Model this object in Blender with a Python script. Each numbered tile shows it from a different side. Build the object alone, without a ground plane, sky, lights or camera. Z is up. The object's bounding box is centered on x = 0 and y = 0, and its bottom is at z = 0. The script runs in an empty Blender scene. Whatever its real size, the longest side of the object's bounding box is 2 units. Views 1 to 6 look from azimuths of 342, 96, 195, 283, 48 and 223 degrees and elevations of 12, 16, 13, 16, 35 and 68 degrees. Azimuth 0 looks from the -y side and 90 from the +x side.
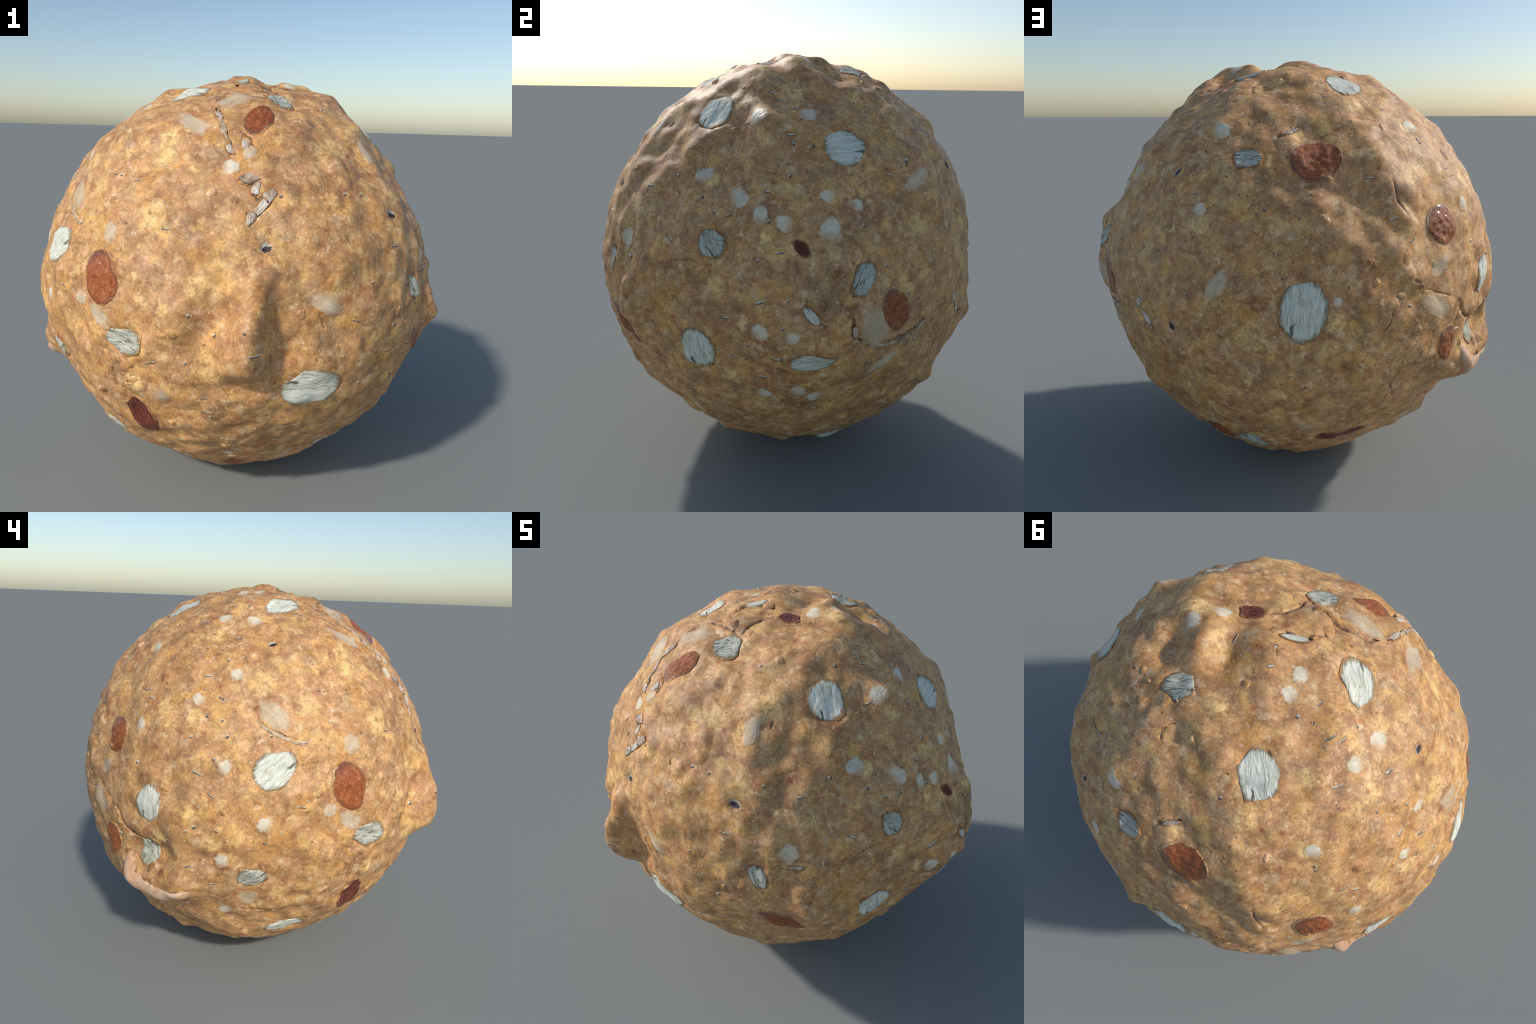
"""A rolled ball of oat dough: bumpy orange-brown body with oat flakes, raisins,
nut chips, pale crumbs, seeds, bran slivers and creases pressed into its skin."""
import functools
import math
import numpy as np

# ------------------------------------------------------------------ the ball
CENTRE = np.array([-0.025, 0.022, 0.988])
RADIUS = 0.949


def direction(az, el):
    a, e = np.radians(az), np.radians(el)
    return np.stack([np.cos(e) * np.cos(a), np.cos(e) * np.sin(a), np.sin(e)], -1)


@functools.lru_cache(maxsize=None)
def tangent_frame(az, el, tilt=0.0):
    """x (long axis, tilt measured from east towards north), y, outward n"""
    n = direction(az, el)
    east = np.cross([0, 0, 1.0], n)
    east /= np.linalg.norm(east)
    north = np.cross(n, east)
    t = math.radians(tilt)
    x = math.cos(t) * east + math.sin(t) * north
    return x, np.cross(n, x), n


def gradient_noise(p, seed=0):
    i = np.floor(p).astype(np.int64)
    f = p - i
    w = f * f * f * (f * (f * 6 - 15) + 10)
    out = 0
    for dx in (0, 1):
        for dy in (0, 1):
            for dz in (0, 1):
                n = ((i[..., 0] + dx) * 374761393 + (i[..., 1] + dy) * 668265263 + (i[..., 2] + dz) * 1440662683 + seed * 1274126177) & 0xFFFFFFFF
                n = ((n ^ (n >> 13)) * 1274126177) & 0xFFFFFFFF
                n = ((n ^ (n >> 16)) * 2246822519) & 0xFFFFFFFF
                n ^= n >> 15
                d = f - np.array([dx, dy, dz])
                g = ((n & 1023) / 511.5 - 1) * d[..., 0] + (((n >> 10) & 1023) / 511.5 - 1) * d[..., 1] + (((n >> 20) & 1023) / 511.5 - 1) * d[..., 2]
                out = out + g * (w[..., 0] if dx else 1 - w[..., 0]) * (w[..., 1] if dy else 1 - w[..., 1]) * (w[..., 2] if dz else 1 - w[..., 2])
    return out


# knobs of dough: azimuth, elevation, height, half-size along, half-size across, tilt
KNOBS = [
    (-104.5, -4, 0.098, 0.076, 0.120, 0),
    (-104, 6.5, 0.050, 0.070, 0.090, 0),
    (-104.5, -15.5, -0.020, 0.100, 0.035, 0),
    (-37.5, -2, 0.072, 0.062, 0.078, 0),
    (164, -22, 0.088, 0.165, 0.085, 0),
    (12, -4, 0.075, 0.190, 0.200, 0),
    (-5, 47, 0.036, 0.050, 0.050, 0),
    (-24, 40, 0.028, 0.085, 0.060, 40),
    (29, 60, 0.046, 0.070, 0.065, 0),
    (20, 76, 0.046, 0.090, 0.075, 0),
    (31, 68, -0.036, 0.055, 0.100, 40),
    (70, 60, -0.020, 0.080, 0.080, 0),
    (-43, 40, -0.028, 0.080, 0.100, 0),
    (-54, 30, 0.018, 0.080, 0.120, 0),
    (93, 61, -0.018, 0.070, 0.070, 0),
    (72, 63, 0.018, 0.040, 0.040, 0),
    (108, 26, 0.020, 0.050, 0.045, 0),
    (109, 31, -0.022, 0.110, 0.065, 0),
    (114, 18, 0.020, 0.040, 0.085, -40),
    (130, 35, 0.026, 0.095, 0.160, 20),
    (121, 31, -0.014, 0.070, 0.090, 0),
    (131, 17, 0.020, 0.075, 0.130, 0),
    (122, 22, -0.014, 0.080, 0.090, 0),
    (-93.5, -7, -0.022, 0.055, 0.110, 0),
    (-113.5, -6, -0.018, 0.045, 0.100, 0),
    (165, -14, -0.040, 0.095, 0.060, 0),
    (0, -89, 0.030, 0.300, 0.300, 0),
    (8, -5, 0.007, 0.140, 0.140, 0),
    (179, 0, 0.006, 0.100, 0.140, 0),
]

# smaller swellings and hollows of the hand-rolled dough, by half-size: azimuth, elevation, height
BROAD_SWELLINGS = [
    (-156, 32, -0.003), (-132, 60, -0.005), (-95, 8, -0.066), (-91, -40, -0.037), (-65, 40, -0.034), (-44, 52, -0.006), (-43, 16, -0.007),
    (-12, 72, -0.015), (7, -20, -0.014), (54, 8, -0.027), (88, -20, -0.011), (92, -60, 0.021), (94, 12, -0.058), (136, 16, -0.036),
    (140, -24, -0.004),
]
MIDDLING_SWELLINGS = [
    (-180, -8, 0.027), (-176, -8, -0.005), (-174, -48, 0.011), (-171, -28, -0.018), (-168, 8, 0.011), (-166, 28, -0.014), (-132, -48, -0.010),
    (-114, 32, -0.015), (-94, -12, 0.012), (-94, 12, 0.010), (-80, 16, 0.024), (-71, -36, -0.010), (-47, 44, 0.032), (-37, -52, -0.014),
    (-22, 36, -0.045), (-16, 64, 0.062), (28, 28, -0.017), (80, 0, -0.006), (86, 16, 0.019), (87, 68, 0.025), (101, 48, -0.012),
    (104, 44, -0.022), (169, -28, -0.009),
]
SMALL_SWELLINGS = [
    (-180, 68, 0.019), (-180, 52, -0.016), (-180, -8, -0.008), (-180, 4, 0.009), (-180, 84, -0.005), (-161, -32, -0.006), (-153, 64, -0.019),
    (-150, 48, 0.022), (-145, 36, -0.023), (-136, 36, -0.012), (-133, 40, -0.035), (-126, 28, 0.006), (-120, 4, 0.016), (-117, 40, -0.009),
    (-116, -68, 0.008), (-108, 4, -0.010), (-108, 0, -0.012), (-98, 12, 0.039), (-92, -60, -0.009), (-90, 48, 0.009), (-89, 72, 0.010),
    (-84, 48, 0.004), (-78, 48, 0.008), (-71, 64, -0.017), (-71, 24, -0.008), (-68, -60, 0.012), (-65, 88, 0.035), (-50, 52, 0.007),
    (-48, -32, 0.012), (-44, -20, -0.012), (-40, 0, -0.013), (-40, -28, -0.012), (-39, -40, -0.008), (-37, -12, 0.020), (-31, 24, -0.027),
    (-27, 20, -0.017), (-13, 44, -0.010), (4, 44, 0.019), (8, 40, -0.011), (12, 68, 0.050), (12, -12, -0.024), (18, 32, -0.005),
    (20, 12, 0.035), (20, 0, 0.012), (20, -12, -0.011), (24, 12, -0.008), (26, 44, -0.007), (27, 72, 0.009), (37, 32, -0.008),
    (47, 36, 0.025), (50, 80, -0.020), (54, -52, -0.005), (65, -40, 0.009), (68, 60, 0.019), (69, -12, 0.011), (70, -24, -0.026),
    (85, 64, -0.014), (86, 40, -0.013), (93, 4, 0.038), (114, -12, -0.012), (115, 16, -0.006), (119, 8, 0.012), (120, 0, 0.008),
    (123, -8, 0.008), (128, -28, 0.012), (131, 72, 0.009), (135, -56, -0.007), (161, -20, -0.025), (174, -16, 0.023), (179, -8, -0.016),
]
TINY_SWELLINGS = [
    (-171, -64, -0.014), (-169, 68, -0.011), (-169, -44, 0.010), (-164, -60, -0.018), (-156, 48, 0.009), (-156, 8, 0.009), (-132, 24, -0.007),
    (-130, 28, 0.010), (-112, 28, -0.010), (-108, 4, -0.045), (-108, 0, -0.027), (-106, -12, -0.030), (-104, -4, 0.014), (-100, 4, 0.014),
    (-95, 32, -0.012), (-86, 40, -0.018), (-80, 44, -0.007), (-76, 32, 0.010), (-70, 40, 0.009), (-55, -40, 0.008), (-53, -28, 0.007),
    (-44, -24, -0.021), (-44, 52, 0.016), (-39, -40, -0.019), (-37, 52, -0.007), (-36, 0, -0.038), (-35, 8, 0.018), (-27, 36, 0.016),
    (-23, 56, -0.016), (-23, -40, 0.010), (-23, -56, 0.011), (-18, -40, -0.012), (-11, 52, 0.008), (-5, -32, 0.008), (-2, 44, 0.013),
    (4, 80, -0.015), (4, -60, 0.009), (6, -8, -0.009), (14, -8, 0.032), (16, 12, 0.034), (20, 56, -0.016), (20, -60, -0.010),
    (20, 12, -0.013), (21, 64, 0.007), (22, -8, -0.023), (22, 8, -0.006), (24, 12, -0.021), (27, 80, -0.036), (27, -56, 0.018),
    (27, 56, -0.009), (28, 60, -0.023), (28, 52, 0.011), (28, 36, 0.011), (35, 76, 0.009), (42, -32, 0.014), (47, 36, 0.007),
    (50, 80, -0.015), (56, -28, 0.022), (61, -24, -0.006), (63, -20, -0.011), (65, -44, -0.009), (74, -12, 0.023), (76, 44, 0.014),
    (76, 40, -0.015), (93, 4, 0.007), (96, 80, -0.008), (98, -12, -0.008), (109, 24, 0.007), (112, 64, 0.013), (116, 0, -0.015),
    (117, -4, -0.023), (119, -8, -0.012), (126, 84, 0.009), (143, -44, 0.007), (154, -40, 0.016), (155, -28, -0.021), (156, -20, 0.012),
    (158, -52, 0.018), (164, 88, 0.010), (170, -24, -0.023), (172, 68, 0.009), (174, -16, 0.022), (175, 24, -0.009), (179, 24, -0.021),
]
LUMPS = [(a, e, h, s) for s, group in ((0.25, BROAD_SWELLINGS), (0.13, MIDDLING_SWELLINGS), (0.065, SMALL_SWELLINGS), (0.035, TINY_SWELLINGS)) for a, e, h in group]


def bumps(D, table, flat=1.0):
    """sum of smooth round or oval humps over unit directions D; flat > 1 gives blunter tops and steeper flanks"""
    out = np.zeros(len(D))
    for az, el, h, sx, sy, tilt in table:
        x, y, n = tangent_frame(az, el, tilt)
        near = np.nonzero(D @ n > math.cos(min(3.2 * max(sx, sy), 3.1)))[0]
        q = D[near]
        out[near] += h * np.exp(-(0.5 * ((q @ x / sx) ** 2 + (q @ y / sy) ** 2)) ** flat)
    return out


def lumpy(D):
    return (0.012 * gradient_noise(D * 4.3, 3) + 0.021 * gradient_noise(D * 9.5, 5) + 0.012 * np.abs(gradient_noise(D * 8.0 + 3.3, 6))
            + 0.0040 * gradient_noise(D * 16.0, 8) + 0.0010 * gradient_noise(D * 36.0, 11) - 0.003)


def ball_radius(D):
    return RADIUS + bumps(D, KNOBS, 1.6) + bumps(D, [(a, e, h, s, s, 0) for a, e, h, s in LUMPS]) + lumpy(D)


# ------------------------------------------------ things pressed into the skin
# each: azimuth, elevation, length, width, tilt of the long axis
OAT_FLAKES = [
    (-86, -17, 0.255, 0.176, 0), (-162, 14, 0.205, 0.150, -144), (-150, 69, 0.186, 0.134, -158),
    (-26, 50, 0.175, 0.150, 87), (22, 39.5, 0.165, 0.165, -175), (-18, -12, 0.185, 0.168, 95),
    (11, -11, 0.185, 0.098, -173), (105, 0, 0.249, 0.179, 82), (130, 63, 0.190, 0.148, 100),
    (164, 2, 0.180, 0.136, 82), (-154, -40, 0.190, 0.105, -158), (-60, -48, 0.19, 0.14, 30),
    (30, -58, 0.18, 0.15, 120), (150, -62, 0.19, 0.15, 200), (-100, -78, 0.19, 0.15, 60),
]
OAT_FRAGMENTS = [
    (-134, -5, 0.178, 0.112, -7), (-80, 66, 0.125, 0.120, 39), (-14, 15, 0.115, 0.105, 136),
    (-51, 5, 0.120, 0.075, -73), (22, 8, 0.138, 0.092, 47), (88, 37, 0.125, 0.085, 3),
    (63, 70, 0.135, 0.110, -116), (162, -13, 0.125, 0.110, -80), (-167, -16, 0.139, 0.108, -137),
    (86, -48, 0.140, 0.100, -36), (-150, -68, 0.13, 0.10, 10), (10, -76, 0.12, 0.09, 50),
]
OAT_EDGES = [(-105, 83, 0.112, 0.034, -127), (10, 1.0, 0.095, 0.040, -48)]
RAISINS = [
    (-141, 9, 0.212, 0.160, -73), (-98, 55, 0.192, 0.107, 59), (-45, -11.5, 0.240, 0.075, -38), (32, -1, 0.200, 0.125, -57),
    (109, 37, 0.200, 0.160, 8), (146, 18, 0.165, 0.150, -68), (147, -13, 0.150, 0.110, -90),
    (73, -45, 0.170, 0.110, -77), (-106, -60, 0.150, 0.090, 42), (-20, -66, 0.15, 0.11, 0), (120, -75, 0.16, 0.11, 30),
]
RAISIN_SHARDS = [
    (-133, -28, 0.250, 0.125, -84), (119, -42, 0.250, 0.060, 4), (8, 15, 0.080, 0.047, -47), (-30, 78, 0.110, 0.070, 151),
]
NUT_CHIPS = [
    (-84, 5, 0.179, 0.068, -29), (-125, 52, 0.215, 0.078, -31), (-147, 3, 0.080, 0.060, 24), (-141, 0, 0.145, 0.072, -28),
    (-140, 20, 0.092, 0.080, -24), (-103, 43, 0.080, 0.054, 55), (-54, 43, 0.142, 0.068, -107), (44, 30, 0.171, 0.063, 20),
    (30, -15, 0.166, 0.056, 28), (83, 5, 0.172, 0.068, 51), (143, 8, 0.120, 0.062, 25), (-80, -55, 0.15, 0.06, 70), (60, -62, 0.14, 0.06, 10),
]
NUT_SLICES = [
    (-162, 28, 0.205, 0.115, -43), (-168, -25, 0.120, 0.105, -41), (-109, 64, 0.225, 0.130, -134), (25, -3, 0.260, 0.150, -57),
    (-125, -19, 0.080, 0.085, -16), (141, -2, 0.215, 0.100, -31), (106, -36, 0.095, 0.070, 10),
]
# little curled flakes of torn skin along the cracks
TORN_FLAKES = [
    (-103.4, 36, 0.060, 0.036, -10), (-101.2, 33.2, 0.050, 0.028, 70), (-97.4, 31.6, 0.050, 0.036, 60), (-100.2, 28.6, 0.058, 0.030, 50), (-102.8, 26, 0.045, 0.026, 70),
    (57, -3.5, 0.045, 0.026, 60), (60, -7, 0.050, 0.024, -40), (-112.5, 50, 0.060, 0.022, -70), (-116, 56, 0.060, 0.022, -65), (-104, 46, 0.050, 0.024, 80),
    (101, 45.6, 0.050, 0.018, 30), (-109.5, 44, 0.045, 0.024, -60), (19.6, -3.6, 0.050, 0.020, -70), (-41, 8, 0.05, 0.018, 10),
]
SEEDS = [
    (-99, 19, 0.070, 0.056, 12), (-57, 25, 0.078, 0.056, -30), (-162, 49, 0.058, 0.040, 18), (66, 32, 0.069, 0.042, 55), (70, -7, 0.067, 0.044, -62),
]
# azimuth, elevation, breadth
PALE_CRUMBS = [
    (174, 59, 0.062), (-171, 59, 0.066), (-174, 39, 0.058), (175, 31, 0.063), (148, 45, 0.055), (-175, 14, 0.062), (157, 22, 0.060), (-175, -11, 0.064),
    (-164, 0, 0.060), (-175, -31, 0.062), (11, 49, 0.072), (-8, 26, 0.068), (-2, 22, 0.072), (4, 20.5, 0.066), (15, 19, 0.090), (-1, -4, 0.069),
    (6, -4, 0.060), (8, -22, 0.068), (-1, -24, 0.066), (23, 25, 0.050), (15, 27, 0.058), (13, -25, 0.060), (-3, 75.5, 0.062), (16, 72, 0.064),
    (-170, 81, 0.060), (161, 79, 0.062), (113, 2, 0.040), (77, 44, 0.075), (77, 23, 0.056), (-21, 32, 0.070), (-6, 47, 0.074), (-9, 27, 0.060),
    (-43, 12, 0.085), (-109, 39, 0.066),
]
# straw-like slivers and glinting grain specks: azimuth, elevation
BRAN_SLIVERS = [
    (176, 38), (-178, 32), (-176, 52), (158, 30), (178, 12), (-178, 7), (176, -13), (-178, -19), (170, 67), (-154, 21), (173, -38), (-159, -31), (5, 42), (-1, 28),
    (3, 14), (-1, 3), (3, -10), (-1, -18), (4, -29), (14, -31), (-4, 56), (145, 86), (180, 74), (174, 65), (155, 32), (13, 82), (0, 54), (-39, 27), (-10, 22),
    (-10, -2), (59, 44), (-113, -23), (-114, -19),
]
GRAIN_SPECKS = [
    (175, 21), (-175, 22), (176, -3), (-176, -2), (-164, -5), (-178, 43), (170, -7), (-147, 35), (172, 47), (-178, 16), (6, 51), (-19, 26), (5, 32), (0, 21), (-2, 12),
    (24, 20), (5, 4), (-4, -8), (4, -2), (12, 40), (-22, -33), (-123, 88), (158, 74), (-175, 65), (148, 41), (-177, 26), (42, 59), (116, 57), (0, 61), (-54, 61),
    (-49, 30), (-62, -3), (95, 24), (75, 2), (148, 40), (107, 28), (150, 20), (-145, 35), (-118, -9), (-117, 3), (-70, 9),
]
# soft blots coloured into the skin: azimuth, elevation, breadth
YELLOW_STAINS = [
    (175, 26, 0.062), (174, 51, 0.052), (-177, -6, 0.056), (176, 2, 0.056), (167, -7, 0.059), (164, 28, 0.072), (-151, 31, 0.083), (-159, -22, 0.075),
    (-165, 37, 0.111), (-128, 25, 0.089), (-115, 10, 0.079), (-18, 31, 0.064), (4, 28, 0.062), (-12, 5, 0.069), (-10, -19, 0.061), (-2, -29, 0.064),
    (7, 57, 0.063), (-3, 42, 0.058), (-1, 16, 0.055), (-5, -3, 0.050), (-36, 19, 0.062), (41, 19, 0.080), (15, 14, 0.061), (23, 79, 0.084), (92, 74, 0.091),
    (151, 61, 0.067), (173, 52, 0.064), (146, 46, 0.076), (-10, 62, 0.067), (126, 53, 0.068), (98, -23, 0.073), (111, -10, 0.076), (78, 19, 0.076),
    (99, 20, 0.066), (113, -3, 0.074), (134, -14, 0.068), (93, -6, 0.100), (5, 71, 0.089), (-68, 46, 0.094), (-54, 29, 0.065), (-47, 49, 0.118),
    (-112, -12, 0.088), (-114, 9, 0.108), (-131, 47, 0.081), (-127, 26, 0.062), (-131, 42, 0.079), (-123, 4, 0.049), (-132, -16, 0.067), (-75, 45, 0.081),
]
ORANGE_STAINS = [(-154, 17, 0.122), (-154, 6, 0.096), (175, 45, 0.073), (-77, 0, 0.104), (-117, 47, 0.079), (-28, -2, 0.135), (36, 43, 0.136), (34, 30, 0.105), (93, -5, 0.124), (93, 10, 0.121)]
DARK_BLOTS = [  # darker brownish-grey blots, some in hollows and around pressed-in pieces
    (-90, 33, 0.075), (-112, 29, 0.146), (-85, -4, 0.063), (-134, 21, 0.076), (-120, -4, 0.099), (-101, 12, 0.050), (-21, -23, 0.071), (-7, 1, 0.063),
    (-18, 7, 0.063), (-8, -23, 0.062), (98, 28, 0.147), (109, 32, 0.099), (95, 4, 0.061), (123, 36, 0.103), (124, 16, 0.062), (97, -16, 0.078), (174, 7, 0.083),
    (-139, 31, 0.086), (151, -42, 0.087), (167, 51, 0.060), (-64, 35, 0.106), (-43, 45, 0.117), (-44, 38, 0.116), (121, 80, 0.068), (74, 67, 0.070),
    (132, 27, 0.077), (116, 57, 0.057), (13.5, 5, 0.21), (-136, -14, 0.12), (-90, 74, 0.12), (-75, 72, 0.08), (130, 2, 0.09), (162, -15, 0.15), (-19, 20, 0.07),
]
# creases of the skin, as points along each line
DEEP_CREASES = [
    [(21, 13), (20, 8), (19, 2.3), (19, -2.4), (20.5, -5.5), (25.5, -8.3), (33, -9.2), (40, -8), (45, -3.5)],
    [(149.6, -0.8), (152.5, -6.2), (156.5, -8.6), (160.3, -9.5)],
    [(-43, 79), (-64, 77.7), (-75, 74), (-74, 70)], [(-42, 83), (-79, 84), (-113, 80), (-112, 73.6)],
    [(-75, 70), (-95.6, 71.4), (-112, 70), (-120, 65), (-116, 54.6)],
]
PALE_CREASES = [
    [(-103.8, 35.2), (-101.3, 34.3), (-102.1, 32), (-100.4, 30.5), (-98, 31.7), (-97.8, 29.9), (-100.5, 28), (-102.8, 25.6)],
    [(56.6, -2.8), (58.3, -6.3), (63.4, -9), (64.3, -11)], [(-105.7, 50.4), (-101.4, 48.2), (-101.2, 45.8), (-105, 43)],
    [(-119, 62.9), (-115, 54), (-111, 48.4), (-109, 42.6)], [(95.4, 43.3), (98.8, 44.4), (102.4, 46.8), (105, 48.2)],
]
THIN_CREASES = [
    [(6.6, 13), (7.2, 10.5), (8, 9)], [(8.3, 5), (9, 2.5)], [(127.7, 1), (126.2, -3.8), (124.2, -7.4)], [(131.9, -16.8), (130, -22.2), (131, -27)],
    [(10.5, 0.2), (12, -1), (14, -1.6)], [(15.5, 2), (17, 4.5), (16, 7)],
    [(130, 30), (130.5, 25.6), (132.6, 21.5)],
    [(-167.3, 28.4), (-165.8, 26.2), (-160, 23.3), (-155.6, 21.7), (-152.4, 21)], [(12.8, 10.6), (16.4, 9.6), (17.3, 8)],
    [(-31, 7), (-26, 9.5), (-20.7, 10.6), (-16, 10.3)], [(50.4, 43.6), (59.2, 43.7), (60.3, 46.4)], [(134, -17.7), (139, -17.5), (143.7, -16)],
    [(134.3, 2), (138.4, 2.3), (147.8, -0.8)], [(-138, -12.3), (-138, -16.7), (-137.4, -19.8)], [(80, 65.8), (77, 61.3), (81.7, 59.4)],
    [(-171, -30), (-163, -31), (-156.6, -31)], [(-104.8, -13.5), (-103, -13.5), (-99, -12)], [(-134.7, -20), (-137.3, -17.6), (-137, -13), (-138.6, -9), (-143.5, -6.8)],
    [(-85.6, 3.2), (-84.8, 0.4), (-83.5, -1.3)], [(23, -15.8), (24.6, -14.4), (26.5, -14.5)], [(-46, 46), (-47, 44)], [(-151.3, 6.6), (-149, 7.2)],
    [(88.4, 3.3), (90.6, 5)], [(132, 6), (135, 5)], [(78, -7.8), (79, -8.7)], [(-138, 22.3), (-135, 22.8)],
]
CURLED_RIMS = [
    [(20.5, -6.2), (25.5, -9), (33, -10), (40, -8.8), (46, -4)], [(-167.5, 27.6), (-165.8, 25.2), (-160, 22.3), (-155.6, 20.7), (-152.4, 20)],
    [(-118, 61), (-115.5, 54.5), (-112, 49), (-109, 45)], [(-79, 83), (-98, 82.3), (-113, 80)],
]
NUT_SKIN_EDGE = [(154, -15), (155.5, -18.5), (159, -22), (163.5, -23.5), (168, -23.8), (172, -23), (176.5, -20.5)]


class Piece:
    """Something flat pressed into the ball: an outline in its own tangent plane and a height profile over it."""

    def __init__(self, kind, spec, thick, power, rim, seed, ragged=0.0, tip=0.0, sink=0.0, sides=None, layers=0.0, lumps=0.0):
        az, el, self.length, self.width, tilt = spec
        self.kind, self.thick, self.power, self.rim, self.sink = kind, thick, power, rim, sink
        self.x, self.y, self.n = tangent_frame(az, el, tilt)
        self.half = np.array([self.length / 2, self.width / 2])
        self.seed, self.ragged, self.tip = seed, ragged, tip
        self.rng = np.random.default_rng(seed)
        self.wave = [(k, self.rng.uniform(0, 6.28), self.rng.normal(0, 1)) for k in (2, 3, 4, 5, 7, 9, 13, 19)]
        self.layers, self.lumps = layers, lumps
        self.cuts = []
        if sides:
            lo, hi, count = sides
            turn = self.rng.uniform(0, 6.28)
            self.cuts = [(turn + 6.283 * (k + self.rng.uniform(-0.25, 0.25)) / count, self.rng.uniform(lo, hi)) for k in range(count)]
        self.level = float(ball_radius(self.n[None])[0])

    def edge(self, theta):
        c, s = np.abs(np.cos(theta)), np.abs(np.sin(theta))
        p = np.where(np.cos(theta) > 0, 2.15 - self.tip, 2.25 + 0.5 * self.tip)
        out = (c ** p + s ** p) ** (-1 / p)
        for turn, far in self.cuts:
            facing = np.cos(theta - turn)
            out = np.where(facing > 0.05, np.minimum(out, far / np.maximum(facing, 0.05)), out)
        for k, ph, a in self.wave:
            out = out * (1 + self.ragged * a / k ** 0.8 * np.cos(k * theta + ph))
        return out

    def rho(self, D):
        """0 at the middle of the piece, 1 on its outline, for unit directions D near it"""
        q = D / (D @ self.n)[:, None] * self.level
        u, v = q @ self.x / self.half[0], q @ self.y / self.half[1]
        return np.hypot(u, v) / self.edge(np.arctan2(v, u))

    def dent(self, D):
        """how far the dough is pushed in around and under the piece"""
        r = self.rho(D)
        inside = np.clip(1 - r ** 2, 0, None)
        return self.rim * np.exp(-((r - 1.0) / 0.16) ** 2) + np.where(r < 0.97, 0.0025, 0) + self.sink * inside

    def mesh(self):
        fine = self.layers + self.lumps > 0
        rings = np.concatenate([np.linspace(0.05, 0.84, 22 if fine else 9), [0.88, 0.92, 0.95, 0.98, 1.0, 1.02]])
        seg = 132 if fine else 72
        th = np.arange(seg) * 2 * np.pi / seg
        e = self.edge(th)
        uv = np.concatenate([[[0, 0]]] + [np.stack([r * e * np.cos(th), r * e * np.sin(th)], -1) for r in rings])
        r = np.concatenate([[0]] + [np.full(seg, q) for q in rings])
        d = self.n * self.level + uv[:, :1] * self.half[0] * self.x + uv[:, 1:] * self.half[1] * self.y
        d /= np.linalg.norm(d, axis=1)[:, None]
        up = self.thick * np.clip(1 - r ** self.power, 0, 1) ** (1.0 if self.rim == 0 else 0.6) - self.sink * np.clip(1 - r ** 2, 0, None)
        up = up + 0.10 * self.thick * gradient_noise(np.c_[uv * 3.0, np.full(len(uv), self.seed * 1.7)], 2) + 0.0008
        up = up + self.lumps * gradient_noise(np.c_[uv * 3.4, np.full(len(uv), self.seed * 0.9)], 12) * np.clip(1 - r ** 4, 0, 1)
        if self.layers:
            # overlapping layers with torn steps, and fibre ridges along the flake
            wander = gradient_noise(np.c_[uv * (1.3, 2.2), np.full(len(uv), self.seed * 2.3)], 4)
            for k, at in enumerate((-0.38, 0.12, 0.55)):
                up = up + self.layers * (1 if k % 2 else -1) * np.clip((uv[:, 1] + 0.55 * wander - at) * 14, 0, 1)
            up = up + 0.22 * self.layers * gradient_noise(np.c_[uv * (1.1, 15.0) + wander[:, None] * (0, 3), np.full(len(uv), self.seed)], 6)
        if self.rim:
            up = np.where(r > 0.99, np.where(r > 1.01, -0.03, -0.4 * self.rim), up)
        else:  # soft pieces dip under the dough at a grazing angle, so no edge shows
            up = np.where(r > 0.99, np.where(r > 1.01, -0.0018, -0.0004), up)
        P = CENTRE + d * (ball_radius(d) + up)[:, None]
        faces = [(0, 1 + k, 1 + (k + 1) % seg) for k in range(seg)]
        for i in range(len(rings) - 1):
            a, b = 1 + i * seg, 1 + (i + 1) * seg
            faces += [(a + k, b + k, b + (k + 1) % seg, a + (k + 1) % seg) for k in range(seg)]
        return P, faces


PIECES = []


def press(kind, table, thick, power, rim, **kw):
    for i, spec in enumerate(table):
        PIECES.append(Piece(kind, spec, thick, power, rim, seed=len(PIECES) + 11, **kw))


rng = np.random.default_rng(7)
crumbs = [(a, e, 1.3 * b, 1.25 * b * rng.uniform(0.75, 1.05), rng.uniform(0, 180)) for a, e, b in PALE_CRUMBS]
crumbs += [(rng.uniform(-180, 180), -math.degrees(math.asin(rng.uniform(0.6, 0.98))), b, b * 0.85, rng.uniform(0, 180)) for b in rng.uniform(0.05, 0.075, 16)]
press("pale_crumb", crumbs, 0.0016, 2, 0.0, ragged=0.05)
press("nut_slice", NUT_SLICES, 0.0016, 2, 0.0, ragged=0.06, sides=(0.85, 1.0, 4))
press("nut_chip", [(a, e, 1.15 * l, 1.3 * w, t) for a, e, l, w, t in NUT_CHIPS], 0.0028, 2, 0.0, ragged=0.06, tip=0.4, sides=(0.60, 1.0, 4))
press("seed", [(a, e, 0.85 * l, 0.85 * w, t) for a, e, l, w, t in SEEDS], 0.0006, 2, 0.0, ragged=0.07, sink=0.008)
press("torn_flake", [(a, e, 1.55 * l, 1.6 * w, t) for a, e, l, w, t in TORN_FLAKES], 0.0035, 2.5, 0.003, ragged=0.12, sides=(0.5, 1.0, 4), lumps=0.003)
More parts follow.
